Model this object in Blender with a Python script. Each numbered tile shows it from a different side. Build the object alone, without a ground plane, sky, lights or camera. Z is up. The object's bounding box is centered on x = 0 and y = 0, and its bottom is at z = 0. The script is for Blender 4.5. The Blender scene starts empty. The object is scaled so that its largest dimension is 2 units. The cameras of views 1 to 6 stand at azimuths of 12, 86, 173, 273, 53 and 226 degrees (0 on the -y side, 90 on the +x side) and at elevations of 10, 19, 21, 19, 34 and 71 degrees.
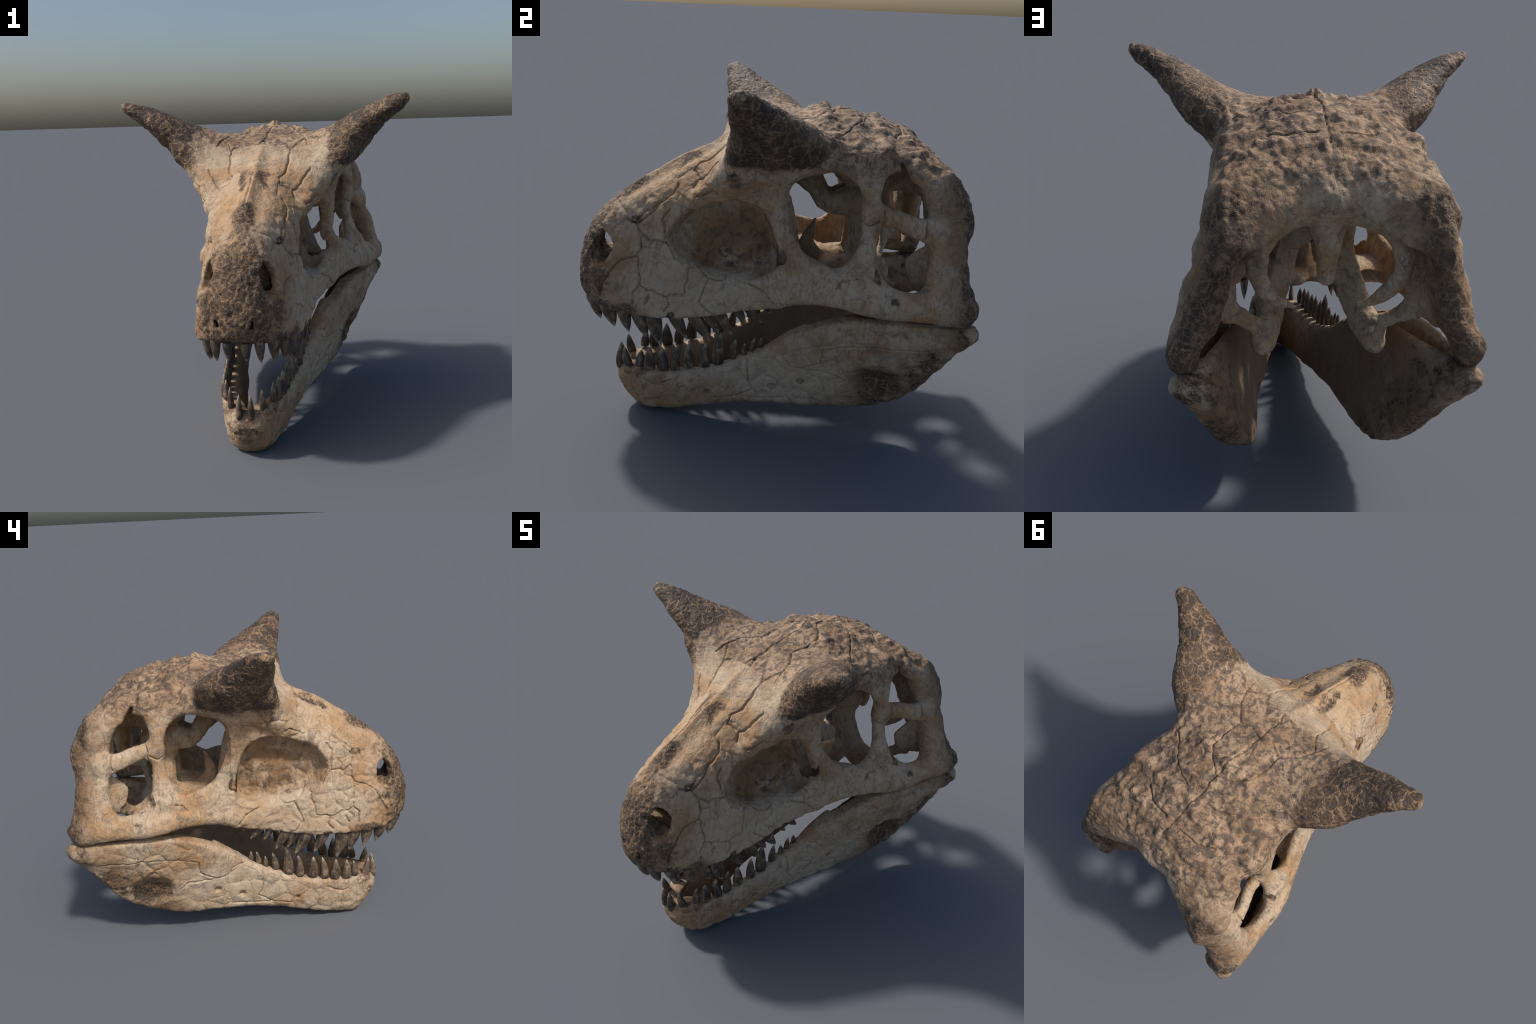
import bpy, math
import numpy as np
from mathutils import Vector

H = 0.005                      # sampling step of the bone volumes (m)
SEED = 7
f32 = np.float32

# ------------------------------------------------------------------ splines
def spline(xs, ys, q):
    """cubic Hermite curve through control points (monotone tangents)"""
    xs = np.asarray(xs, float); ys = np.asarray(ys, float)
    d = np.diff(ys) / np.diff(xs)
    m = np.zeros_like(ys)
    m[0], m[-1] = d[0], d[-1]
    for i in range(1, len(xs) - 1):
        m[i] = 0 if d[i-1] * d[i] <= 0 else 2 * d[i-1] * d[i] / (d[i-1] + d[i])
    qc = np.clip(q, xs[0], xs[-1])
    i = np.clip(np.searchsorted(xs, qc) - 1, 0, len(xs) - 2)
    h = xs[i+1] - xs[i]; t = (qc - xs[i]) / h
    r = ((1+2*t)*(1-t)**2*ys[i] + t*(1-t)**2*h*m[i] + t*t*(3-2*t)*ys[i+1] + t*t*(t-1)*h*m[i+1])
    return r + np.where(q < xs[0], (q-xs[0])*m[0], 0) + np.where(q > xs[-1], (q-xs[-1])*m[-1], 0)

def curve_points(pts, n):
    """Catmull-Rom resampling of an open chain of control stations"""
    p = np.asarray(pts, float)
    p = np.vstack([2*p[0]-p[1], p, 2*p[-1]-p[-2]])
    out = []
    for i in range(1, len(p) - 2):
        for k in range(n):
            t = k / n
            out.append(0.5*((2*p[i]) + (p[i+1]-p[i-1])*t + (2*p[i-1]-5*p[i]+4*p[i+1]-p[i+2])*t*t
                            + (3*p[i]-p[i-1]-3*p[i+1]+p[i+2])*t**3))
    out.append(p[-2])
    return np.array(out)

# ------------------------------------------------------------------ noise
def _hash(ix, iy, iz, s):
    n = (ix.astype(np.int64)*374761393 + iy.astype(np.int64)*668265263 + iz.astype(np.int64)*2147483647 + s*974634541) & 0xFFFFFFFF
    n = ((n ^ (n >> 13)) * 1274126177) & 0xFFFFFFFF
    n = ((n ^ (n >> 16)) * 2246822519) & 0xFFFFFFFF
    return ((n ^ (n >> 15)) & 0xFFFFFF) / float(0xFFFFFF)

def noise(P, scale, seed=0):
    """smooth value noise in about -1..1"""
    q = P * scale
    i = np.floor(q); f = q - i; f = f*f*f*(f*(f*6-15)+10)
    r = 0
    for a in (0, 1):
        for b in (0, 1):
            for c in (0, 1):
                w = (f[:, 0] if a else 1-f[:, 0])*(f[:, 1] if b else 1-f[:, 1])*(f[:, 2] if c else 1-f[:, 2])
                r = r + w*_hash(i[:, 0]+a, i[:, 1]+b, i[:, 2]+c, seed)
    return r*2-1

def fbm(P, scale, octaves, seed=0, gain=0.5):
    r = 0; a = 1; t = 0
    for o in range(octaves):
        r = r + a*noise(P + 17.3*o, scale*2**o, seed+o); t += a; a *= gain
    return r / t

def cells(P, scale, seed=0):
    """distance to nearest and second nearest scattered seed (Worley)"""
    q = P*scale; i = np.floor(q)
    d1 = np.full(len(P), 9.0); d2 = np.full(len(P), 9.0)
    for a in (-1, 0, 1):
        for b in (-1, 0, 1):
            for c in (-1, 0, 1):
                j = i + (a, b, c)
                s = np.stack([_hash(j[:, 0], j[:, 1], j[:, 2], seed+k) for k in (11, 23, 37)], 1)
                d = np.sqrt((((j + s) - q)**2).sum(1))
                d2 = np.minimum(d2, np.maximum(d, d1)); d1 = np.minimum(d1, d)
    return d1, d2

def sstep(a, b, x):
    t = np.clip((x-a)/(b-a), 0, 1)
    return t*t*(3-2*t)

# ------------------------------------------------------------------ implicit bone volume (right half, mirrored)
class Volume:
    def __init__(self, lo, hi):
        # x samples sit at (i+.5)h so the mirrored half lines up with no plane on x=0
        self.nx = int(round(hi[0]/H)) + 1
        self.x = ((np.arange(self.nx) + 0.5)*H).astype(f32)
        self.y = np.arange(lo[1], hi[1], H).astype(f32)
        self.z = np.arange(lo[2], hi[2], H).astype(f32)
        self.f = np.full((self.nx, len(self.y), len(self.z)), 0.2, f32)
        self.lab = np.zeros(self.f.shape, np.int8)

    def box(self, lo, hi):
        s = []
        for ax, a, b in zip((self.x, self.y, self.z), lo, hi):
            i0 = int(np.searchsorted(ax, a)); i1 = int(np.searchsorted(ax, b))
            if i1 <= i0: return None
            s.append(slice(i0, i1))
        return tuple(s)

    def grid(self, s):
        return self.x[s[0]][:, None, None], self.y[s[1]][None, :, None], self.z[s[2]][None, None, :]

    def add(self, s, d, k, label):
        f = self.f[s]
        lab = self.lab[s]
        lab[d < f] = label
        if k > 0:
            h = np.maximum(k - np.abs(f-d), 0)/k
            self.f[s] = np.minimum(f, d) - h*h*k*0.25
        else:
            self.f[s] = np.minimum(f, d)

    def cut(self, s, d, k):
        f = self.f[s]; d = -d
        h = np.maximum(k - np.abs(f-d), 0)/max(k, 1e-6)
        self.f[s] = np.maximum(f, d) + h*h*k*0.25

    def sweep(self, pts, out, k=0.03, label=1, cut=False, n=4, mirror=False):
        """tapering bar: stations (x, y, z, half width, half thickness); `out` is the thin direction"""
        P = curve_points(pts, n)
        out = np.asarray(out, float); out /= np.linalg.norm(out)
        C = P[:, :3]; pad = P[:, 3:].max() + max(k, 0.02) + 0.02
        s = self.box(C.min(0)-pad, C.max(0)+pad)
        if s is None: return
        X, Y, Z = self.grid(s)
        best = None
        for A, B in zip(P[:-1], P[1:]):
            ab = B[:3]-A[:3]; L2 = ab@ab
            if L2 < 1e-12: continue
            ax = ab/math.sqrt(L2)
            w = np.cross(ax, out); w /= np.linalg.norm(w)
            o = np.cross(w, ax)
            dx, dy, dz = X-f32(A[0]), Y-f32(A[1]), Z-f32(A[2])
            al = dx*f32(ax[0]) + dy*f32(ax[1]) + dz*f32(ax[2])
            t = np.clip(al/f32(math.sqrt(L2)), 0, 1)
            al = al - t*f32(math.sqrt(L2))
            ra = f32(A[3]) + t*f32(B[3]-A[3]); rb = f32(A[4]) + t*f32(B[4]-A[4])
            dw = dx*f32(w[0]) + dy*f32(w[1]) + dz*f32(w[2])
            do = dx*f32(o[0]) + dy*f32(o[1]) + dz*f32(o[2])
            m = np.minimum(ra, rb)
            q2 = (dw/ra)**2 + (do/rb)**2 + (al/m)**2
            q = np.sqrt(q2)
            g = np.sqrt((dw/(ra*ra))**2 + (do/(rb*rb))**2 + (al/(m*m))**2) + f32(1e-6)
            d = np.where(q2 < 1e-4, -m, q*(q-1)/g)
            best = d if best is None else np.minimum(best, d)
        if cut: self.cut(s, best, k)
        else: self.add(s, best, k, label)

    def ball(self, c, r, k=0.02, label=1, cut=False):
        r = np.broadcast_to(np.asarray(r, float), 3); pad = r.max()+k+0.02
        s = self.box(np.asarray(c)-pad, np.asarray(c)+pad)
        if s is None: return
        X, Y, Z = self.grid(s)
        a, b, cc = (X-f32(c[0]))/f32(r[0]), (Y-f32(c[1]))/f32(r[1]), (Z-f32(c[2]))/f32(r[2])
        q = np.sqrt(a*a+b*b+cc*cc)
        g = np.sqrt((a/f32(r[0]))**2+(b/f32(r[1]))**2+(cc/f32(r[2]))**2)+f32(1e-6)
        d = q*(q-1)/g
        if cut: self.cut(s, d, k)
        else: self.add(s, d, k, label)

    def mesh(self):
        """surface nets over the mirrored volume -> verts, quads, labels"""
        f = np.concatenate([self.f[::-1], self.f], 0)
        lab = np.concatenate([self.lab[::-1], self.lab], 0)
        xs = np.concatenate([-self.x[::-1], self.x])
        o = np.array([xs[0], self.y[0], self.z[0]])
        ins = f < 0
        n = np.array(f.shape)
        cnt = np.zeros(n-1, np.uint8)
        for a in (0, 1):
            for b in (0, 1):
                for c in (0, 1):
                    cnt += ins[a:n[0]-1+a, b:n[1]-1+b, c:n[2]-1+c]
        act = (cnt > 0) & (cnt < 8)
        ci = np.argwhere(act)
        idx = np.full(act.shape, -1, np.int32); idx[act] = np.arange(len(ci))
        v = np.zeros((len(ci), 3)); w = np.zeros(len(ci))
        corner = [(a, b, c) for a in (0, 1) for b in (0, 1) for c in (0, 1)]
        val = {c: f[ci[:, 0]+c[0], ci[:, 1]+c[1], ci[:, 2]+c[2]].astype(float) for c in corner}
        for c in corner:
            for ax in range(3):
                if c[ax] == 0:
                    e = list(c); e[ax] = 1; e = tuple(e)
                    A, B = val[c], val[e]
                    m = (A < 0) != (B < 0)
                    t = np.where(m, A/np.where(m, A-B, 1), 0)
                    p = np.tile(np.array(c, float), (len(ci), 1)); p[:, ax] += t
                    v += p*m[:, None]; w += m
        v = (ci + v/w[:, None])*H + o
        vl = lab[ci[:, 0], ci[:, 1], ci[:, 2]]
        quads = []
        for ax in range(3):
            u, vv = [(1, 2), (2, 0), (0, 1)][ax]
            sl0 = [slice(1, n[k]-1) for k in range(3)]; sl1 = list(sl0)
            sl0[ax] = slice(0, n[ax]-1); sl1[ax] = slice(1, n[ax])
            a, b = ins[tuple(sl0)], ins[tuple(sl1)]
            e = np.argwhere(a != b)
            flip = a[e[:, 0], e[:, 1], e[:, 2]]
            for k in range(3):
                if k != ax: e[:, k] += 1
            q = []
            for du, dv in ((-1, -1), (0, -1), (0, 0), (-1, 0)):
                c = e.copy(); c[:, u] += du; c[:, vv] += dv
                q.append(idx[c[:, 0], c[:, 1], c[:, 2]])
            q = np.stack(q, 1)
            q[~flip] = q[~flip][:, ::-1]
            quads.append(q)
        return v, np.concatenate(quads), vl

def poly_distance(pts, Y, Z, closed=True):
    """signed distance in the (y,z) side plane to a rim curve"""
    p = np.asarray(pts, float)
    e = len(p) if closed else len(p)-1
    d = np.full(np.broadcast(Y, Z).shape, 9.0); s = np.ones(d.shape)
    for i in range(e):
        a, b = p[i], p[(i+1) % len(p)]
        ex, ey = b-a
        wx, wy = Y-a[0], Z-a[1]
        t = np.clip((wx*ex+wy*ey)/(ex*ex+ey*ey), 0, 1)
        d = np.minimum(d, (wx-ex*t)**2+(wy-ey*t)**2)
        if closed:
            c1, c2, c3 = Z >= a[1], Z < b[1], ex*wy > ey*wx
            flip = (c1 & c2 & c3) | (~c1 & ~c2 & ~c3)
            s = np.where(flip, -s, s)
    return np.sqrt(d)*s

def smooth_ring(pts, n=6):
    p = list(pts); q = p[-2:] + p + p[:2]
    c = curve_points(q, n)
    return c[2*n: -2*n-1][:len(p)*n]

def smax(a, b, k):
    h = np.maximum(k-np.abs(a-b), 0)/k
    return np.maximum(a, b)+h*h*k*0.25

# ------------------------------------------------------------------ skull design curves
# midline of the roof, nose to occiput
TOP_Y = [-1.0, -.945, -.85, -.74, -.475, -.225, .0, .14, .28, .43, .58, .70, .80, .88, .95]
TOP_Z = [.93, 1.047, 1.163, 1.245, 1.406, 1.548, 1.632, 1.672, 1.690, 1.672, 1.637, 1.58, 1.495, 1.39, 1.24]
def roof_height(x, y):
    mid = spline(TOP_Y, TOP_Z, y)
    a = spline([-.9, -.8, -.6, -.4, -.25, -.1, .0, .15, .3, .55, .72, .82, .9], [3.0, 2.7, 2.2, 2.0, 1.12, .55, .45, .55, .65, .60, .32, .08, .0], y)
    return mid - a*np.abs(x)**1.7
# lip line of the upper jaw, and front face of the muzzle
LIP_Y = [-1.0, -.96, -.9, -.8, -.67, -.54, -.34, -.16, .01, .156, .26]
LIP_Z = [.70, .688, .668, .653, .642, .634, .648, .682, .73, .787, .805]
FRONT_Z = [.6, .65, .75, .85, .95, 1.047, 1.163, 1.3]
FRONT_Y = [-.955, -.972, -.99, -.995, -.977, -.948, -.87, -.75]
def snout_width(y, z):
    w0 = spline([-1, -.9, -.8, -.65, -.5, -.3, -.1, .05, .2], [.20, .215, .228, .252, .272, .288, .31, .34, .38], y)
    sl = spline([-1, -.8, -.65, -.5, -.3, -.1, .1], [-.38, -.30, -.17, -.07, .0, .08, .1], y)
    return w0 + sl*(z-.85)*np.where(z < .85, .45, 1)
# rim of the antorbital fossa (y, z)
FOSSA = smooth_ring([(-.525, 1.04), (-.485, 1.15), (-.40, 1.23), (-.28, 1.275), (-.16, 1.283), (-.055, 1.25), (.0, 1.16), (.035, 1.05),
                     (.055, .94), (.0, .865), (-.12, .84), (-.26, .855), (-.40, .905), (-.49, .965)])

SNOUT, HORN, ROOF, CHEEK, TEMPORAL, BRAIN, PALATE = range(1, 8)
PART_NAMES = {SNOUT: "snout", HORN: "horn", ROOF: "skull_roof", CHEEK: "cheekbone", TEMPORAL: "quadrate_bone",
              BRAIN: "braincase", PALATE: "palate"}

def build_cranium():
    V = Volume((0, -1.03, .45), (.84, 1.02, 1.9))
    # ---- hollow snout
    s = V.box((0, -1.03, .55), (.5, .16, 1.75))
    X, Y, Z = V.grid(s)
    y2, z2 = V.y[s[1]].astype(float)[:, None], V.z[s[2]].astype(float)[None, :]
    W = snout_width(y2, z2)
    fd = poly_distance(FOSSA, y2, z2)
    steep = np.maximum(.6*sstep(1.0, 1.15, z2)*sstep(-.45, -.3, y2), sstep(-.12, .0, y2))          # undercut above and behind, shelving below and in front
    depth = (.118 + .035*steep)*sstep(.004, -.07 + .035*steep, fd)
    Wf = W - depth
    def side(Wm):
        gy, gz = np.gradient(Wm, H)
        return ((X - Wm[None].astype(f32))/np.sqrt(1+gy*gy+gz*gz)[None].astype(f32)).astype(f32)
    x2 = V.x[s[0]].astype(float)[:, None]; yy = V.y[s[1]].astype(float)[None, :]
    T = roof_height(x2, yy)
    gx, gy = np.gradient(T, H)
    top = ((Z - T[:, :, None].astype(f32))/np.sqrt(1+gx*gx+gy*gy)[:, :, None].astype(f32)).astype(f32)
    lip = spline(LIP_Y, LIP_Z, y2[:, 0])[None, :, None].astype(f32)
    fr = (spline(FRONT_Z, FRONT_Y, z2[0])[None, None, :] + 2.9*V.x[s[0]].astype(float)[:, None, None]**2)
    front = ((fr.astype(f32) - Y)/np.sqrt(1+(5.8*X)**2)).astype(f32)
    # rear end of the snout shell slants up into the brow
    rear = (Y - f32(.035))
    outer = smax(smax(smax(side(Wf), top, .05), front, .05), lip - Z, .03)
    wall = f32(.034)
    inner_side = side(np.minimum(Wf, W-.01)) + wall
    floor = (lip + f32(.16) + (f32(.10)*np.clip((f32(-.62)-Y)/f32(.2), 0, 1)).astype(f32)) - Z
    inner = smax(smax(smax(inner_side, top+f32(.05), .05), front+f32(.07), .05), floor, .03)
    mouth = smax(smax(side(W-.075), Z-(lip+f32(.10)), .03), front+f32(.075), .03)     # open roof of the mouth
    d = np.maximum(smax(outer, -inner, .01), rear)
    d = smax(d, -mouth, .02)
    V.add(s, d, 0, SNOUT)
    V.sweep([(.25, -.02, 1.23, .03, .06), (.255, .0, 1.12, .032, .06), (.262, .03, 1.01, .024, .05)], (1, -.3, 0), .015, cut=True)
    V.sweep([(.15, .0, 1.24, .10, .02), (.155, .035, 1.10, .10, .02), (.175, .075, .93, .09, .02)], (1, 0, 0), .02, SNOUT)
    # ---- skull roof slab
    s = V.box((0, -.35, 1.05), (.54, 1.0, 1.8))
    X, Y, Z = V.grid(s)
    x2 = V.x[s[0]].astype(float)[:, None]; yy = V.y[s[1]].astype(float)[None, :]
    T = roof_height(x2, yy)
    gx, gy = np.gradient(T, H)
    top = ((Z - T[:, :, None].astype(f32))/np.sqrt(1+gx*gx+gy*gy)[:, :, None].astype(f32)).astype(f32)
    wr = spline([-.3, -.1, .1, .3, .5, .65, .75, .85], [.32, .365, .385, .39, .40, .415, .43, .44], yy[0])[None, :, None].astype(f32)
    thick = spline([-.3, .0, .3, .7, .9], [.06, .09, .09, .09, .09], yy[0])[None, :, None].astype(f32)
    thick = thick - f32(.045)*(np.clip((X-f32(.26))/f32(.1), 0, 1)*np.clip((Y-f32(.45))/f32(.12), 0, 1))
    slab = smax(smax(top, -top-thick, .04), X-wr, .06)
    slab = smax(slab, smax(f32(-.26)-Y, (Y-f32(.775)-f32(.45)*X)*f32(.91), .02), .05)
    V.add(s, slab, .04, ROOF)
    # ---- brow under the horn
    V.sweep([(.25, -.36, 1.26, .04, .04), (.285, -.27, 1.335, .05, .045), (.33, -.17, 1.405, .06, .052), (.355, -.06, 1.435, .06, .055), (.365, .08, 1.46, .05, .05),
             (.35, .28, 1.485, .05, .05), (.355, .45, 1.49, .06, .05), (.38, .57, 1.495, .045, .035)], (1, 0, .6), .04, CHEEK)
    # ---- horn : flattened cone, front edge upright, pointing out and up
    V.sweep([(.22, .03, 1.515, .235, .115), (.32, .02, 1.535, .225, .125), (.42, -.008, 1.577, .20, .12), (.50, -.062, 1.636, .157, .099),
             (.58, -.11, 1.70, .118, .076), (.68, -.157, 1.767, .076, .053), (.745, -.184, 1.80, .05, .038), (.779, -.193, 1.813, .034, .027)],
            (-.5, 0, 1), .07, HORN, n=14)
    V.sweep([(.25, -.24, 1.40, .05, .035), (.34, -.20, 1.445, .055, .04), (.45, -.18, 1.545, .05, .036)], (0, -1, .2), .10, HORN)
    # ---- lacrimal bar in front of the eye socket
    V.sweep([(.35, .01, 1.43, .09, .045), (.33, .02, 1.34, .052, .04), (.322, .03, 1.24, .035, .032), (.332, .075, 1.11, .030, .03),
             (.352, .118, 1.01, .045, .03), (.385, .18, .93, .08, .03)], (1, -.35, 0), .06, CHEEK)
    # ---- jugal and quadratojugal below the openings
    V.sweep([(.295, -.10, .775, .06, .03), (.325, .03, .83, .09, .032), (.38, .17, .895, .10, .034), (.432, .31, .893, .085, .036),
             (.476, .43, .885, .10, .036), (.525, .56, .85, .075, .034), (.547, .70, .838, .058, .034), (.56, .82, .825, .06, .036),
             (.56, .89, .808, .045, .036)], (1, -.4, 0), .045, CHEEK)
    # flared lower edge of the cheek
    V.sweep([(.345, .03, .79, .03, .026), (.40, .17, .825, .032, .028), (.478, .33, .84, .038, .03), (.522, .42, .835, .045, .03), (.549, .52, .825, .045, .03),
             (.557, .62, .818, .038, .03), (.57, .74, .818, .038, .03), (.58, .86, .81, .038, .03)], (1, -.4, .35), .06, CHEEK)
    # ---- postorbital bar behind the eye socket
    V.sweep([(.36, .42, 1.50, .12, .045), (.405, .437, 1.42, .07, .04), (.42, .448, 1.33, .043, .036), (.41, .455, 1.24, .038, .034),
             (.41, .455, 1.15, .038, .031), (.43, .445, 1.06, .05, .031), (.457, .425, .96, .09, .034)], (1, -.3, 0), .06, CHEEK)
    # ---- cross bar and broken upper bar of the temporal openings
    V.sweep([(.405, .47, 1.252, .045, .033), (.428, .58, 1.232, .045, .033), (.462, .66, 1.205, .05, .034), (.48, .76, 1.18, .06, .042)],
            (1, -.3, 0), .06, TEMPORAL)
    V.sweep([(.41, .632, 1.455, .036, .03), (.43, .71, 1.41, .04, .033), (.452, .80, 1.32, .055, .04)], (1, -.2, .2), .035, TEMPORAL)
    # ---- squamosal / quadrate pillar down to the jaw joint
    V.sweep([(.385, .78, 1.37, .085, .055), (.41, .82, 1.27, .095, .062), (.435, .835, 1.16, .093, .068),
             (.463, .838, 1.05, .093, .073), (.497, .85, .94, .098, .07), (.535, .882, .86, .085, .055), (.567, .918, .815, .06, .042)],
            (1, .25, 0), .06, TEMPORAL)
    V.sweep([(.545, .76, .87, .05, .03), (.535, .775, .96, .05, .03), (.52, .78, 1.05, .04, .03)], (1, -.1, 0), .08, TEMPORAL)
    V.sweep([(.565, .925, .835, .045, .045), (.548, .915, .79, .042, .05)], (1, 0, 0), .03, TEMPORAL)
    V.sweep([(.44, .80, .99, .13, .02), (.40, .725, .98, .10, .018), (.365, .675, .965, .055, .016)], (.87, -.5, 0), .03, TEMPORAL)
    # ---- occiput, hooked side processes, condyle peg
    V.sweep([(0, .73, 1.42, .10, .04), (.2, .755, 1.40, .10, .035), (.38, .80, 1.36, .09, .045)], (0, 1, 0), .05, BRAIN)
    V.sweep([(.08, .755, 1.36, .07, .045), (.19, .785, 1.32, .06, .04), (.265, .82, 1.24, .048, .032), (.285, .835, 1.13, .042, .028),
             (.245, .815, 1.035, .036, .024), (.19, .785, .975, .024, .018), (.135, .76, .945, .012, .012)], (.3, 1, 0), .04, BRAIN)
    V.sweep([(0, .755, 1.36, .09, .05), (0, .755, 1.22, .058, .045), (0, .74, 1.06, .036, .034)], (0, 1, .2), .04, BRAIN)
    V.sweep([(.31, .755, 1.30, .08, .02), (.345, .755, 1.18, .065, .018), (.375, .765, 1.06, .04, .016)], (0, 1, 0), .04, BRAIN)
    # ---- braincase and plate between the eyes
    V.sweep([(0, .42, 1.40, .12, .10), (0, .58, 1.40, .15, .13), (0, .74, 1.40, .13, .10)], (0, 0, 1), .04, BRAIN)
    V.sweep([(.0, .02, 1.43, .11, .03), (.0, .15, 1.39, .10, .03), (.02, .24, 1.285, .055, .035), (.05, .32, 1.21, .06, .045), (.05, .47, 1.23, .09, .08)],
            (1, 0, 0), .03, BRAIN)
    V.ball((.085, .52, 1.20), (.075, .10, .10), .05, BRAIN)
    # ---- pterygoid plates and palate struts
    V.sweep([(.09, .47, 1.20, .07, .035), (.115, .47, 1.07, .07, .03), (.15, .48, .93, .08, .03), (.195, .56, .81, .075, .045), (.232, .655, .745, .06, .055), (.238, .69, .715, .03, .03)],
            (.75, -.65, 0), .04, PALATE)
    V.sweep([(.225, .64, .79, .035, .016), (.30, .675, .84, .03, .014), (.375, .71, .90, .05, .016)], (.7, -.7, 0), .03, PALATE)
    V.sweep([(0, .23, .87, .08, .05), (0, .205, .98, .045, .028), (0, .243, 1.10, .012, .011)], (1, 0, 0), .03, PALATE)
    V.sweep([(0, .05, .88, .05, .02), (.0, .23, .88, .07, .025), (.10, .38, .90, .07, .03)], (0, 0, 1), .03, PALATE)
    V.sweep([(.20, -.25, .86, .06, .018), (.18, .05, .87, .06, .018), (.16, .30, .89, .06, .02), (.15, .46, .92, .06, .02)], (.3, 0, 1), .03, PALATE)
    V.sweep([(.17, .26, .90, .07, .018), (.27, .22, .91, .07, .018), (.38, .24, .90, .06, .02)], (0, .2, 1), .03, PALATE)
    # ---- openings: nostril, foramina
    V.sweep([(.05, -.78, .985, .07, .042), (.155, -.853, .977, .084, .058), (.30, -.955, .97, .10, .066)], (.55, .83, .1), .012, cut=True)
    V.ball((.07, -.63, .95), (.06, .05, .09), .03, SNOUT)
    V.ball((.085, -.955, .775), (.012, .03, .022), .008, cut=True)
    # break between postorbital and squamosal
    V.sweep([(.36, .595, 1.45, .05, .012), (.50, .605, 1.47, .05, .012)], (0, 1, .6), .01, cut=True)
    return V

JAW_Y  = [-.834, -.74, -.62, -.5, -.35, -.185, -.02, .09, .235, .35, .436, .6, .8, .9, .97]
JAW_ZT = [.235, .297, .305, .312, .335, .395, .488, .582, .682, .735, .755, .765, .765, .758, .755]
JAW_BY = [-.834, -.775, -.66, -.55, -.45, -.2, -.04, .1, .23, .36, .52, .63, .75, .85, .94, .99]
JAW_ZB = [.20, .095, .018, .036, .06, .118, .144, .160, .162, .166, .20, .232, .315, .47, .62, .70]
def build_jaw():
    V = Volume((0, -.9, -.03), (.70, 1.03, .85))
    s = V.box((0, -.9, -.03), (.70, 1.03, .85))
    X, Y, Z = V.grid(s)
    y = V.y[s[1]].astype(float); z = V.z[s[2]].astype(float)[None, :]
    zt = spline(JAW_Y, JAW_ZT, y)[:, None]; zb = spline(JAW_BY, JAW_ZB, y)[:, None]
    L = spline([-.85, -.834, -.80, -.75, -.65, -.5, -.3, 0, .18, .35, .54, .7, .85, .95, 1.0],
               [.02, .045, .092, .13, .165, .197, .228, .287, .35, .412, .485, .542, .58, .593, .595], y)[:, None]
    th = spline([-.834, -.72, -.62, -.5, -.3, 0, .3, .5, .7, .85, .95, 1.0], [.18, .18, .14, .105, .10, .10, .12, .15, .165, .15, .12, .11], y)[:, None]
    rel = np.clip((z-zb)/np.maximum(zt-zb, .02), 0, 1)
    lean = spline([-.834, -.6, 0, .4, .7, .9], [.065, .055, .045, .10, .145, .07], y)[:, None]
    flare = spline([-.6, -.2, .05, .25, .5, .7, .9], [-.018, -.010, .015, .058, .06, .03, 0], y)[:, None]
    Lz = L - lean*(1-rel)**1.6 + flare*rel**2
    fd = ((y[:, None]-.56)/.12)**2 + ((z-.385)/.10)**2
    Lz = Lz - .05*sstep(1.5, .2, fd)
    In = L - lean*(1-rel)*.75 - th*(1-.25*rel)
    def nrm(M):
        gy, gz = np.gradient(M, H); return np.sqrt(1+gy*gy+gz*gz)[None].astype(f32)
    out = (X-Lz[None].astype(f32))/nrm(Lz)
    inn = (In[None].astype(f32)-X)/nrm(In)
    gt = np.gradient(zt[:, 0], H)[None, :, None]; gb = np.gradient(zb[:, 0], H)[None, :, None]
    top = ((Z-zt[None].astype(f32))/np.sqrt(1+gt*gt)).astype(f32); bot = ((zb[None].astype(f32)-Z)/np.sqrt(1+gb*gb)).astype(f32)
    d = smax(smax(smax(out, inn, .02), top, .035), bot, f32(.045)+f32(.05)*np.clip((f32(-.45)-Y)/f32(.2), 0, 1))
    d = smax(d, smax(f32(-.85)-Y, Y-f32(.985), .02), .04)
    V.add(s, d.astype(f32), 0, 1)
    # trough for the jaw muscle, open at the top
    V.sweep([(.30, .22, .66, .02, .10), (.355, .36, .66, .032, .15), (.42, .52, .68, .04, .17), (.475, .68, .70, .035, .13), (.51, .78, .74, .02, .06)],
            (0, 0, 1), .02, cut=True)
    # joint cup, back end of the jaw and the ridge along its upper outer edge
    V.sweep([(.52, .80, .69, .035, .035), (.55, .90, .71, .05, .05), (.565, .945, .725, .045, .05)], (1, 0, 0), .04, 1)
    V.sweep([(.385, .36, .665, .03, .016), (.455, .52, .665, .035, .018), (.515, .70, .665, .035, .02), (.55, .84, .69, .035, .025)], (1, -.3, 0), .05, 1)
    V.ball((.54, .925, .70), (.05, .045, .055), .03, 1)
    V.ball((.485, .94, .68), (.06, .05, .055), .04, 1)
    for c, r in (((.205, -.309, .203), .016), ((.268, .034, .273), .022), ((.317, .178, .333), .022)):
        V.ball(c, (.03, r, r), .006, cut=True)
    return V

# ------------------------------------------------------------------ surface relief
def vertex_normals(v, q):
    a, b = v[q[:, 2]]-v[q[:, 0]], v[q[:, 3]]-v[q[:, 1]]
    n = np.cross(a, b)
    vn = np.zeros_like(v)
    for k in range(4):
        for c in range(3):
            vn[:, c] += np.bincount(q[:, k], n[:, c], len(v))
    return vn/np.maximum(np.linalg.norm(vn, axis=1), 1e-12)[:, None]

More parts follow.
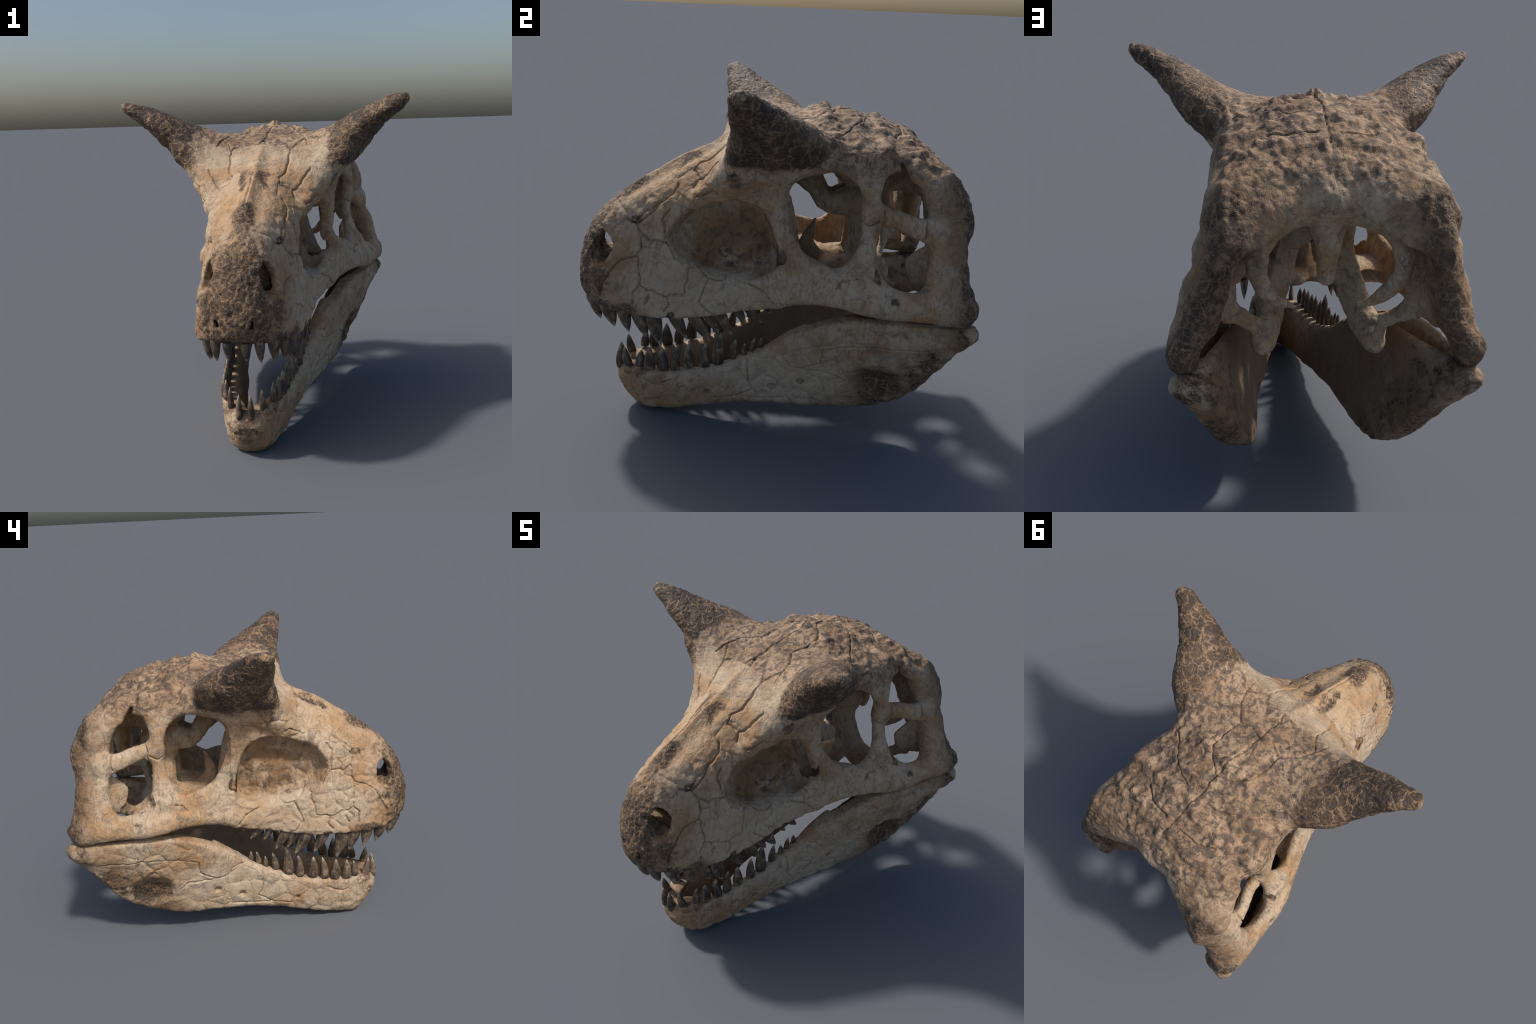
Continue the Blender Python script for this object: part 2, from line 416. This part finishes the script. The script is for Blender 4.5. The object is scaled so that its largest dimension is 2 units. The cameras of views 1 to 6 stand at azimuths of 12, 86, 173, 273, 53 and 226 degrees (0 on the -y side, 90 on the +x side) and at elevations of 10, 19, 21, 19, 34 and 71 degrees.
# cracks between the bone plates: (y, z) on the cheek side, (y, z) on the jaw, (x, y) on the roof
SIDE_CRACKS = [
  [(-.405, .918), (-.412, .861), (-.429, .816), (-.431, .769), (-.492, .767), (-.528, .756), (-.582, .783), (-.618, .781), (-.655, .812),
   (-.657, .888), (-.665, .958), (-.648, .995), (-.646, 1.065), (-.663, 1.109)],
  [(-.472, .963), (-.515, 1.038), (-.582, 1.043), (-.600, 1.029), (-.646, 1.065)],
  [(-.525, 1.055), (-.536, 1.162), (-.501, 1.202)], [(-.532, 1.257), (-.567, 1.205), (-.597, 1.171), (-.663, 1.115), (-.719, 1.131)],
  [(-.415, 1.379), (-.414, 1.337), (-.437, 1.299), (-.472, 1.247)], [(-.267, 1.301), (-.291, 1.322), (-.378, 1.279)],
  [(-.307, .860), (-.335, .794), (-.358, .735), (-.308, .684), (-.277, .661)], [(-.100, .876), (-.108, .851), (-.025, .813), (-.009, .785), (.023, .757)],
  [(-.217, .876), (-.223, .866), (-.265, .856), (-.313, .866), (-.369, .929), (-.405, .918)], [(-.515, .751), (-.503, .714), (-.532, .676)],
  [(-.606, .755), (-.617, .725), (-.629, .712)], [(-.655, .812), (-.691, .769), (-.689, .711)],
  [(-.665, .958), (-.744, .933), (-.791, .895), (-.826, .830), (-.855, .783), (-.859, .726)],
  [(.30, .90), (.33, .935), (.36, .94)], [(.42, 1.21), (.45, 1.20), (.49, 1.225)], [(.70, 1.16), (.705, 1.24)], [(.51, 1.20), (.512, 1.28)]]
JAW_CRACKS = [
  [(.273, .556), (.266, .469), (.174, .417), (.117, .420), (.075, .478), (-.023, .506)], [(.404, .373), (.339, .410), (.174, .417)],
  [(-.104, .429), (-.091, .283), (-.063, .242), (-.161, .184)], [(.80, .63), (.714, .619), (.512, .617), (.40, .60), (.273, .556)],
  [(-.499, .259), (-.594, .215), (-.662, .250)], [(.10, .21), (-.05, .19), (-.16, .185), (-.28, .16)]]
ROOF_CRACKS = [
  [(.257, -.167), (.210, -.025), (.132, .057), (.140, .15), (.133, .233), (.048, .312), (.0, .336)],
  [(.348, .272), (.228, .381), (.130, .450), (.064, .457)], [(.236, .578), (.160, .624), (.049, .634)],
  [(.078, -.143), (.018, -.145), (.006, -.095)], [(.132, .057), (.07, .03), (.0, .05)],
  [(.139, -.154), (.165, -.176), (.165, -.229), (.157, -.299), (.129, -.359), (.142, -.388), (.187, -.365)],
  [(.198, -.363), (.263, -.295), (.285, -.269)], [(.163, -.191), (.229, -.104)], [(.198, -.363), (.220, -.391)],
  [(.165, -.467), (.192, -.489), (.195, -.590), (.183, -.662)]]
MIDLINE_CRACKS = [[(.0, -.11), (.006, .0), (-.004, .12), (.006, .24), (.0, .336), (-.006, .45), (.0, .60), (.005, .70)], [(.003, -.40), (-.004, -.52), (.003, -.66)]]

def crack_depth(lines, a, b, width, P):
    """0..1 groove profile around a set of crack lines in the (a, b) plane, with ragged edges"""
    wob = .005*noise(P, 32, 5); wob2 = .005*noise(P, 32, 9)
    d = np.full(len(a), 9.0)
    for l in lines:
        d = np.minimum(d, poly_distance(l, a+wob, b+wob2, closed=False))
    w = width*(.75+.6*noise(P, 12, 3))
    return np.exp(-(d/np.maximum(w, .001))**2)

def cranium_relief(v, vn, lab):
    P = v + (3.7, 0, 0)
    n = vn.copy(); n[:, 0] *= np.sign(v[:, 0])
    x, y, z = np.abs(v[:, 0]), v[:, 1], v[:, 2]
    h = .0055*fbm(P, 11, 3, 1) + .0022*fbm(P, 48, 2, 2)
    up = sstep(.15, .6, n[:, 2])
    T = roof_height(x, y)
    onroof = up*sstep(-.07, -.03, z-T)
    # lumpy shingled roof
    roof = onroof*sstep(.02, .2, y)*sstep(.46, .40, x)
    d1, d2 = cells(P*(1, .8, .5), 26, 4)
    h += roof*(.013*(1-d1*1.3)*sstep(-.4, .3, noise(P, 9, 8)) + .006*fbm(P, 30, 2, 12) - .004)
    rng = np.random.default_rng(SEED)
    for ry in (.27, .41, .55, .70):
        xs = np.arange(-.40, .401, .047)
        for x0 in xs:
            if rng.random() < .15: continue
            x1 = x0 + rng.uniform(-.014, .014); y1 = ry + rng.uniform(-.028, .028) - .10*abs(x0)*(ry > .5)
            r = rng.uniform(.016, .029); a = rng.uniform(.006, .018)
            dy = y-y1
            h += onroof*a*np.exp(-((v[:, 0]-x1)/r)**2)*np.where(dy < 0, np.exp(-(dy/.042)**2), np.exp(-(dy/.017)**2))
        h += onroof*.010*sstep(.36, .30, x)*np.where(y < ry, np.exp(-((y-ry)/.07)**2), np.exp(-((y-ry)/.012)**2))*(.6+.6*noise(P, 11, 21))
    # lumpy squamosal slopes and the dark bones at the back, rough muzzle
    back = sstep(.72, .86, y)*sstep(.25, .4, x)
    h += back*.007*fbm(P, 22, 3, 31)
    muz = sstep(-.70, -.88, y)
    d1, d2 = cells(P, 34, 14)
    h += muz*(.007*(.55-d1) + .005*fbm(P, 30, 2, 33))
    rim = np.exp(-((y+.85)/.09)**2-((z-.977)/.11)**2)*sstep(.05, .1, x)
    h += rim*.009*noise(P, 38, 97)
    # nasal ridge: shallow channel either side of a low crest
    nas = onroof*sstep(-.14, -.3, y)*sstep(-.8, -.66, y)
    h += nas*(.010*np.exp(-(x/.022)**2) - .012*np.exp(-((x-.065)/.035)**2))
    h -= onroof*.02*np.exp(-((x)/.10)**2-((y+.30)/.08)**2)
    # horns: fine net of grooves along the sheath, knobbly tip and ragged base
    horn = sstep(.36, .46, x)*sstep(1.42, 1.5, z)
    d1, d2 = cells(P*(.6, 1, 1), 40, 24)
    h += horn*(.0022*sstep(.0, .25, d2-d1) + .003*fbm(P*(.5, 1, 1), 26, 2, 41)) + sstep(.73, .79, x)*.006*noise(P, 45, 42)
    # gnarled inner bones
    h += np.isin(lab, (BRAIN, PALATE))*(.006*fbm(P*(1, 1, .6), 16, 3, 81) + .003*fbm(P, 36, 2, 83))
    # cracks
    outw = sstep(.25, .55, n[:, 0])*sstep(-.055, -.02, x-snout_width(y, z)+.16*sstep(.0, -.05, poly_distance(FOSSA, y, z)))
    side = np.where(y > .12, sstep(.3, .6, n[:, 0])*sstep(.38, .42, x), outw)
    h -= .015*side*crack_depth(SIDE_CRACKS, y, z, .0045, P)
    h -= .012*sstep(.2, .5, n[:, 2])*sstep(-.07, -.03, z-T)*crack_depth(ROOF_CRACKS, x, y, .0045, P)
    h -= .012*onroof*crack_depth(MIDLINE_CRACKS, v[:, 0], y, .005, P)
    # each plate of the maxilla swells a little between its cracks
    d1, d2 = cells(P*(.3, 1, 1), 11, 54)
    plate = sstep(.3, .7, n[:, 0])*sstep(.30, -.1, y)
    h += plate*(.006*sstep(0, .35, d2-d1) - .003 - .0045*np.exp(-((d2-d1)/.03)**2)*sstep(.0, .5, noise(P, 5, 55)))
    # sockets above the teeth
    for (tx, ty, tz, _, _, r) in UPPER_TEETH:
        h += .004*sstep(.2, .6, np.abs(n[:, 0])+np.maximum(-n[:, 1], 0))*np.exp(-((y-ty)/(r*.9))**2-((z-tz+.005)/.03)**2)*(y < .1)
    return v + vn*h[:, None]

def jaw_relief(v, vn):
    P = v + (3.7, 0, 0)
    n = vn.copy(); n[:, 0] *= np.sign(v[:, 0])
    x, y, z = np.abs(v[:, 0]), v[:, 1], v[:, 2]
    h = .004*fbm(P, 10, 3, 61) + .0014*fbm(P, 48, 2, 62)
    out = sstep(.2, .6, n[:, 0])
    h -= .012*out*crack_depth(JAW_CRACKS, y, z, .0042, P)
    d1, d2 = cells(P*(.3, 1, 1), 9, 64)
    h += out*(.005*sstep(0, .35, d2-d1) - .003 - .004*np.exp(-((d2-d1)/.03)**2)*sstep(.0, .5, noise(P, 5, 65)))
    back = sstep(.45, .62, y)*sstep(.62, .5, z)
    h += back*.010*fbm(P, 18, 3, 71) + sstep(.8, .9, y)*.005*fbm(P, 24, 2, 73)
    inner = sstep(-.2, -.6, n[:, 0])
    h += inner*(.010*fbm(P*(1, .45, 1.3), 9, 3, 91) + .006*np.abs(fbm(P*(1, .4, 1.2), 14, 2, 93)))
    chin = sstep(-.66, -.78, y)
    h += chin*.005*fbm(P*(1, 1, 2), 22, 2, 75)
    for (tx, ty, tz, _, _, r) in LOWER_TEETH:
        g = np.exp(-((y-ty)/(r*.85))**2-((z-tz+.012)/.035)**2)
        h += .007*g*sstep(.1, .5, n[:, 0]+np.maximum(-n[:, 1], 0))
    return v + vn*h[:, None]

def relax(v, q, it, amt=.5):
    e = np.concatenate([q[:, [0, 1]], q[:, [1, 2]], q[:, [2, 3]], q[:, [3, 0]]])
    deg = np.bincount(e.ravel(), minlength=len(v))
    for _ in range(it):
        s = np.zeros_like(v)
        for c in range(3):
            s[:, c] = np.bincount(e[:, 0], v[e[:, 1], c], len(v)) + np.bincount(e[:, 1], v[e[:, 0], c], len(v))
        v = v + amt*(s/deg[:, None]-v)
    return v

# ------------------------------------------------------------------ mesh objects
def make_object(name, v, q, vn, parent, mat):
    me = bpy.data.meshes.new(name)
    used, inv = np.unique(q, return_inverse=True)
    q = inv.reshape(q.shape)
    v = v[used]; vn = vn[used]
    me.vertices.add(len(v)); me.vertices.foreach_set("co", v.astype(f32).ravel())
    me.loops.add(q.size); me.loops.foreach_set("vertex_index", q.astype(np.int32).ravel())
    me.polygons.add(len(q))
    me.polygons.foreach_set("loop_start", (np.arange(len(q))*4).astype(np.int32))
    me.polygons.foreach_set("loop_total", np.full(len(q), 4, np.int32))
    me.polygons.foreach_set("use_smooth", np.ones(len(q), bool))
    me.update(calc_edges=True)
    me.normals_split_custom_set_from_vertices(vn.astype(f32))
    me.materials.append(mat)
    ob = bpy.data.objects.new(name, me)
    bpy.context.scene.collection.objects.link(ob)
    ob.parent = parent
    return ob

class Nodes:
    """small helper to write node trees as expressions"""
    def __init__(self, name):
        self.mat = bpy.data.materials.new(name); self.mat.use_nodes = True
        self.t = self.mat.node_tree; self.bsdf = self.t.nodes["Principled BSDF"]
        self.tc = self.t.nodes.new("ShaderNodeTexCoord")
    def link(self, a, sock):
        if isinstance(a, bpy.types.NodeSocket): self.t.links.new(a, sock)
        elif a is not None: sock.default_value = a
    def math(self, op, a, b=None, c=None, clamp=False):
        n = self.t.nodes.new("ShaderNodeMath"); n.operation = op; n.use_clamp = clamp
        for k, q in enumerate((a, b, c)): self.link(q, n.inputs[k])
        return n.outputs[0]
    def vec(self, op, a, b=None):
        n = self.t.nodes.new("ShaderNodeVectorMath"); n.operation = op
        self.link(a, n.inputs[0]); self.link(b, n.inputs[1])
        return n.outputs["Value" if op in ("LENGTH", "DISTANCE", "DOT_PRODUCT") else 0]
    def ramp(self, x, a, b, lo=0., hi=1.):
        n = self.t.nodes.new("ShaderNodeMapRange"); n.interpolation_type = "SMOOTHSTEP"
        self.link(x, n.inputs[0])
        for k, q in zip((1, 2, 3, 4), (a, b, lo, hi)): n.inputs[k].default_value = q
        return n.outputs[0]
    def noise(self, p, scale, detail=4, rough=.55, dist=0.):
        n = self.t.nodes.new("ShaderNodeTexNoise"); self.link(p, n.inputs["Vector"])
        n.inputs["Scale"].default_value = scale; n.inputs["Detail"].default_value = detail
        n.inputs["Roughness"].default_value = rough; n.inputs["Distortion"].default_value = dist
        return n
    def voronoi(self, p, scale, feature="F1"):
        n = self.t.nodes.new("ShaderNodeTexVoronoi"); n.feature = feature; self.link(p, n.inputs["Vector"])
        n.inputs["Scale"].default_value = scale
        return n
    def mix(self, f, a, b):
        n = self.t.nodes.new("ShaderNodeMix"); n.data_type = "RGBA"
        self.link(f, n.inputs[0])
        for q, sk in ((a, n.inputs[6]), (b, n.inputs[7])):
            self.link((*q, 1) if isinstance(q, tuple) else q, sk)
        return n.outputs[2]
    def bump(self, h, dist, strength=1., nrm=None):
        n = self.t.nodes.new("ShaderNodeBump"); n.inputs["Strength"].default_value = strength
        n.inputs["Distance"].default_value = dist
        self.link(h, n.inputs["Height"])
        if nrm is not None: self.t.links.new(nrm, n.inputs["Normal"])
        return n.outputs[0]

PALE, TAN, GREY, DARK, VEIN = (.51, .395, .275), (.42, .255, .13), (.27, .21, .15), (.052, .036, .026), (.39, .245, .135)

def bone_material(jaw=False):
    N = Nodes("jaw_bone" if jaw else "skull_bone")
    P = N.tc.outputs["Object"]
    # the two halves mirror each other
    absn = N.vec("ABSOLUTE", P)
    sep = N.t.nodes.new("ShaderNodeSeparateXYZ"); N.link(P, sep.inputs[0])
    sa = N.t.nodes.new("ShaderNodeSeparateXYZ"); N.link(absn, sa.inputs[0])
    com = N.t.nodes.new("ShaderNodeCombineXYZ")
    X, Y, Z = sa.outputs[0], sep.outputs[1], sep.outputs[2]
    N.link(X, com.inputs[0]); N.link(Y, com.inputs[1]); N.link(Z, com.inputs[2])
    M = com.outputs[0]
    warp = N.noise(P, 9, 3)
    wv = N.vec("SCALE", N.vec("SUBTRACT", warp.outputs["Color"], (.5, .5, .5))); wv.node.inputs["Scale"].default_value = .05
    Q = N.vec("ADD", P, wv)
    QM = N.vec("ADD", M, wv)
    def blob(c, r, soft=.5):
        d = N.vec("LENGTH", N.vec("DIVIDE", N.vec("SUBTRACT", QM, c), r))
        return N.ramp(d, 1+soft, max(1-soft, 0))
    def total(*ms):
        a = ms[0]
        for b in ms[1:]: a = N.math("MAXIMUM", a, b)
        return a
    big = N.noise(Q, 5, 5, .6).outputs["Fac"]
    mid = N.noise(Q, 17, 5, .62, .4).outputs["Fac"]
    fine = N.noise(Q, 55, 5, .65, .6).outputs["Fac"]
    # pale bone with tan and greyish stains
    col = N.mix(N.ramp(big, .40, .64), PALE, TAN)
    col = N.mix(N.math("MULTIPLY", N.ramp(mid, .50, .70), .75), col, GREY)
    str_ = N.noise(N.vec("MULTIPLY", Q, (26., 60., 20.)), 1., 4, .6, .8).outputs["Fac"]
    col = N.mix(N.math("MULTIPLY", N.ramp(str_, .48, .70), .55), col, (.19, .128, .08))
    col = N.mix(N.math("MULTIPLY", N.ramp(fine, .52, .72), .5), col, (.18, .12, .075))
    smut = N.noise(Q, 8.5, 6, .68, 1.).outputs["Fac"]
    col = N.mix(N.math("MULTIPLY", N.ramp(smut, .54, .70), .5), col, (.14, .098, .066))
    cream = total(blob((.29, -.35, .78), (.13, .36, .17), .5), blob((.20, -.24, 1.55), (.22, .09, .09), .5)) if not jaw else blob((.30, .1, .33), (.2, .5, .16), .5)
    col = N.mix(N.math("MULTIPLY", cream, .45), col, (.55, .445, .325))
    if not jaw:
        horn = N.math("MULTIPLY", N.math("MULTIPLY", N.ramp(X, .18, .50), N.ramp(Z, 1.39, 1.50)), N.math("MAXIMUM", N.ramp(Y, .30, .18), N.ramp(X, .46, .50)))
        tip = N.ramp(X, .765, .815)
        roof = N.math("MULTIPLY", N.math("MULTIPLY", N.ramp(Y, -.25, -.10), N.ramp(Z, 1.40, 1.52)), N.ramp(X, .56, .44))
        muzzle = total(N.ramp(Y, -.52, -.98), blob((.0, -.70, 1.24), (.075, .17, .12)), blob((.22, -.74, .66), (.1, .13, .06)))
        ridge = blob((.05, -.42, 1.42), (.045, .17, .12), .6)
        hornbase = blob((.36, -.18, 1.42), (.09, .07, .09))
        back = total(N.math("MULTIPLY", N.ramp(Y, .74, .94), N.ramp(X, .20, .36)), blob((.40, .86, 1.36), (.16, .10, .14), .7))
        spots = total(blob((.545, .575, .86), (.05, .05, .035)), blob((.51, .49, .97), (.05, .022, .06)), blob((.27, -.50, .655), (.05, .035, .03)),
                      blob((.18, -.67, 1.13), (.06, .045, .03)))
        fossa = N.math("MULTIPLY", blob((.19, -.20, 1.02), (.06, .24, .17), .35), N.ramp(X, .27, .23))
        # orange and umber stain inside the hollow before the eye
        col = N.mix(N.math("MULTIPLY", fossa, N.ramp(big, .34, .54, .1, .85)), col, (.235, .135, .062))
        col = N.mix(N.math("MULTIPLY", fossa, N.ramp(mid, .46, .64, 0., .85)), col, (.12, .085, .06))
        # roof: mottled brown
        mottle = N.noise(Q, 27, 5, .6, .5).outputs["Fac"]
        col = N.mix(N.math("MULTIPLY", roof, .8), col, N.mix(N.ramp(big, .40, .62), (.40, .265, .16), (.27, .172, .10)))
        col = N.mix(N.math("MULTIPLY", total(roof, N.math("MULTIPLY", back, .8)), N.ramp(mottle, .44, .60, 0., .82)), col, (.095, .066, .05))
        col = N.mix(N.math("MULTIPLY", roof, N.ramp(fine, .50, .64, 0., .5)), col, (.09, .062, .045))
        col = N.mix(N.math("MULTIPLY", muzzle, .55), col, (.33, .20, .105))
        col = N.mix(N.math("MULTIPLY", back, .75), col, (.19, .12, .07))
        amount = total(N.math("MULTIPLY", horn, .72), N.math("MULTIPLY", roof, .36), N.math("MULTIPLY", muzzle, .61),
                       N.math("MULTIPLY", ridge, .55), N.math("MULTIPLY", hornbase, .55), N.math("MULTIPLY", back, .56), N.math("MULTIPLY", spots, .58))
        amount = N.math("SUBTRACT", amount, N.math("MULTIPLY", tip, .30))
        warm = total(blob((.0, -.55, 1.35), (.25, .28, .16)), blob((.30, -.22, 1.33), (.08, .12, .08)))
        col = N.mix(N.math("MULTIPLY", warm, .42), col, (.47, .285, .14))
    else:
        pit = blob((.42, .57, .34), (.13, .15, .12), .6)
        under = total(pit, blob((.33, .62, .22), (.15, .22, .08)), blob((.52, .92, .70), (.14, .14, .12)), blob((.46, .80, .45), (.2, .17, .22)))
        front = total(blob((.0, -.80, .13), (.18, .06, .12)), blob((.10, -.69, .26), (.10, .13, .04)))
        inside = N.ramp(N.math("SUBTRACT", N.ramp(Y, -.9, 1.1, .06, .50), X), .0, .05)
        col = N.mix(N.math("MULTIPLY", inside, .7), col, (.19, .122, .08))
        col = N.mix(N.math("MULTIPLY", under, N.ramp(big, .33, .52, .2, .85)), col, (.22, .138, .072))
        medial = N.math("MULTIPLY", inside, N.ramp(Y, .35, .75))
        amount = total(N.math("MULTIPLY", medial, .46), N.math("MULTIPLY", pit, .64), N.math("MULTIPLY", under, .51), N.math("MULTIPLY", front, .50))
        horn = N.math("MULTIPLY", pit, 0.)
    # near-black patches break up along the grain noise
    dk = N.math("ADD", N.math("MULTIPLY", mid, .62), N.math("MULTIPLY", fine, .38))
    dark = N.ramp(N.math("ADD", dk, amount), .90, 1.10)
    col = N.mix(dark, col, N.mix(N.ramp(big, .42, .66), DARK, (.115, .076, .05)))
    # light veins netting through the dark skin
    wv2 = N.vec("SCALE", N.vec("SUBTRACT", N.noise(P, 30, 3).outputs["Color"], (.5, .5, .5))); wv2.node.inputs["Scale"].default_value = .035
    Q2 = N.vec("ADD", Q, wv2)
    jit = N.math("MULTIPLY", N.math("SUBTRACT", fine, .5), .34)
    ve = N.math("ADD", N.voronoi(Q2, 17, "DISTANCE_TO_EDGE").outputs["Distance"], jit)
    ve2 = N.math("ADD", N.voronoi(Q2, 38, "DISTANCE_TO_EDGE").outputs["Distance"], jit)
    vein = total(N.math("MULTIPLY", N.ramp(ve, .10, -.01), N.ramp(big, .36, .56)), N.math("MULTIPLY", N.ramp(ve2, .11, -.01), N.ramp(mid, .44, .60)))
    col = N.mix(N.math("MULTIPLY", N.math("MULTIPLY", vein, dark), .68), col, VEIN)
    # hairline cracks and pores in the pale bone
    ck = N.voronoi(N.vec("ADD", P, N.vec("MULTIPLY", wv, (3., 3., 3.))), 8, "DISTANCE_TO_EDGE").outputs["Distance"]
    crack = N.math("MULTIPLY", N.ramp(ck, .012, .002), N.ramp(mid, .48, .58, 0., .8))
    po = N.voronoi(Q, 130).outputs["Distance"]
    pore = N.math("MULTIPLY", N.ramp(po, .22, .10), N.ramp(mid, .50, .60))
    light = N.math("SUBTRACT", 1., dark)
    col = N.mix(N.math("MULTIPLY", N.math("MULTIPLY", total(N.math("MULTIPLY", crack, .6), pore), light), .7), col, (.085, .058, .038))
    N.link(col, N.bsdf.inputs["Base Color"])
    N.link(N.math("ADD", N.math("MULTIPLY", fine, .25), N.math("SUBTRACT", .58, N.math("MULTIPLY", horn, .14))), N.bsdf.inputs["Roughness"])
    N.bsdf.inputs["Specular IOR Level"].default_value = .35
    h = N.math("ADD", N.math("MULTIPLY", fine, .5), N.math("MULTIPLY", mid, .6))
    h = N.math("SUBTRACT", h, N.math("MULTIPLY", total(N.math("MULTIPLY", crack, .5), pore), .5))
    h = N.math("ADD", h, N.math("MULTIPLY", N.math("MULTIPLY", vein, dark), .18))
    grit = N.noise(P, 210, 3, .6).outputs["Fac"]
    b = N.bump(grit, .0016, .6)
    N.link(N.bump(h, .014, .9, b), N.bsdf.inputs["Normal"])
    return N.mat

def tooth_material():
    N = Nodes("tooth_enamel")
    G, O = N.tc.outputs["Generated"], N.tc.outputs["Object"]
    sep = N.t.nodes.new("ShaderNodeSeparateXYZ"); N.link(G, sep.inputs[0]); t = sep.outputs[2]
    inf = N.t.nodes.new("ShaderNodeObjectInfo")
    off = N.vec("ADD", N.vec("MULTIPLY", O, (55., 55., 9.)), N.vec("MULTIPLY", inf.outputs["Location"], (31., 17., 23.)))
    streak = N.noise(off, 1., 4, .6, .5).outputs["Fac"]
    blot = N.noise(N.vec("ADD", N.vec("MULTIPLY", O, (28., 28., 22.)), N.vec("MULTIPLY", inf.outputs["Location"], (41., 13., 7.))), 1., 4, .6).outputs["Fac"]
    col = N.mix(N.ramp(streak, .35, .65), (.055, .040, .030), (.15, .108, .072))
    col = N.mix(N.math("MULTIPLY", N.ramp(blot, .52, .66), .7), col, (.30, .225, .14))
    col = N.mix(N.math("MULTIPLY", N.ramp(blot, .46, .34), .8), col, (.028, .022, .02))
    col = N.mix(N.math("MULTIPLY", N.ramp(N.math("ADD", t, N.math("MULTIPLY", streak, .22)), .86, 1.06), .75), col, (.42, .34, .25))
    N.link(col, N.bsdf.inputs["Base Color"])
    N.bsdf.inputs["Roughness"].default_value = .34
    N.link(N.bump(streak, .004, .5), N.bsdf.inputs["Normal"])
    return N.mat

# ------------------------------------------------------------------ teeth
def tooth_mesh(name, length, r, curve, flat=.7, seg=14, rings=12):
    vs, fs = [], []
    for i in range(rings+1):
        t = i/rings
        rad = r*max(1-t**2.1, 0)**.8 if i < rings else r*.04
        if t < .2: rad *= .88 + .12*t/.2
        for k in range(seg):
            a = 2*math.pi*k/seg
            vs.append((rad*flat*math.cos(a), rad*math.sin(a) + curve*length*t*t, length*t))
    for i in range(rings):
        for k in range(seg):
            fs.append((i*seg+k, i*seg+(k+1) % seg, (i+1)*seg+(k+1) % seg, (i+1)*seg+k))
    fs.append(tuple(range(seg))[::-1]); fs.append(tuple(rings*seg+k for k in range(seg)))
    me = bpy.data.meshes.new(name); me.from_pydata(vs, [], fs)
    me.polygons.foreach_set("use_smooth", np.ones(len(me.polygons), bool))
    return me

# (x, y, z of the socket, y & z of the tip, radius)
LOWER_TEETH = [(.03, -.788, .235, -.806, .362, .021), (.083, -.74, .27, -.772, .38, .019), (.125, -.675, .29, -.687, .395, .017),
               (.145, -.62, .285, -.637, .405, .024), (.155, -.545, .285, -.557, .42, .025), (.165, -.483, .295, -.49, .43, .023),
               (.178, -.409, .315, -.416, .45, .023), (.187, -.327, .325, -.332, .462, .022), (.198, -.257, .35, -.262, .527, .026),
               (.207, -.18, .385, -.182, .50, .019), (.215, -.117, .41, -.118, .48, .013), (.222, -.077, .435, -.076, .51, .012),
               (.230, -.028, .46, -.027, .514, .011)]
UPPER_TEETH = [(.045, -.935, .68, -.925, .585, .018), (.11, -.905, .70, -.90, .56, .021), (.165, -.835, .70, -.81, .548, .026), (.20, -.745, .68, -.733, .54, .023),
               (.215, -.665, .67, -.645, .525, .026), (.225, -.595, .66, -.572, .478, .029), (.235, -.49, .67, -.44, .52, .024),
               (.24, -.39, .67, -.325, .505, .028), (.245, -.31, .675, -.27, .545, .02), (.25, -.265, .69, -.205, .543, .024),
               (.255, -.17, .71, -.125, .612, .016), (.26, -.115, .715, -.05, .614, .018), (.265, -.03, .74, .008, .67, .014), (.27, .04, .755, .07, .695, .012)]

def build_teeth(rows, parent, mat):
    rng = np.random.default_rng(SEED + len(rows))
    for (x, y, z, ty, tz, r) in rows:
        k = rng.uniform(.93, 1.08) * (1.06 if tz < z else 1.0)          # uneven length and lean
        ty = y + (ty-y)*k + rng.uniform(-.012, .012); tz = z + (tz-z)*k
        r = r*rng.uniform(.9, 1.1)
        d = Vector((0, ty-y, tz-z)); L = d.length
        me = tooth_mesh("tooth", L, r*(1.45 if tz > z else 1.65), .10 if tz > z else .13)
        for sx in (1, -1):
            ob = bpy.data.objects.new("tooth", me)
            bpy.context.scene.collection.objects.link(ob)
            me.materials.clear(); me.materials.append(mat)
            zax = d.normalized()
            yax = Vector((sx*x*.6, 1, 0)).normalized()
            if tz < z: pass
            xax = yax.cross(zax).normalized(); yax = zax.cross(xax)
            from mathutils import Matrix
            M = Matrix((xax, yax, zax)).transposed().to_4x4()
            M.translation = Vector((sx*x, y, z))
            ob.matrix_world = M
            ob.parent = parent

def main():
    root = bpy.data.objects.new("dinosaur_skull", None)
    bpy.context.scene.collection.objects.link(root)
    root["label"] = "fossil skull of a two-horned predatory dinosaur with open jaws"
    root["category"] = "dinosaur skull"
    mat = bone_material()
    jmat = bone_material(True)
    tm = tooth_material()
    V = build_cranium()
    v, q, vl = V.mesh(); del V
    v = relax(v, q, 2)
    v = cranium_relief(v, vertex_normals(v, q), vl)
    vn = vertex_normals(v, q)
    fl = vl[q[:, 0]]
    cran = {}
    for k, nm in PART_NAMES.items():
        sel = fl == k
        if k in (HORN, CHEEK, TEMPORAL):
            for sg in (1, -1):
                ss = sel & (np.sign(v[q[:, 0], 0]) == sg)
                cran[(k, sg)] = make_object(nm, v, q[ss], vn, root, mat)
        else:
            cran[k] = make_object(nm, v, q[sel], vn, root, mat)
    V = build_jaw()
    v, q, vl = V.mesh(); del V
    v = relax(v, q, 2)
    v = jaw_relief(v, vertex_normals(v, q))
    v[:, 2] -= v[:, 2].min()
    vn = vertex_normals(v, q)
    jaw = make_object("lower_jaw", v, q, vn, root, jmat)
    build_teeth(UPPER_TEETH, cran[SNOUT], tm)
    build_teeth(LOWER_TEETH, jaw, tm)
main()
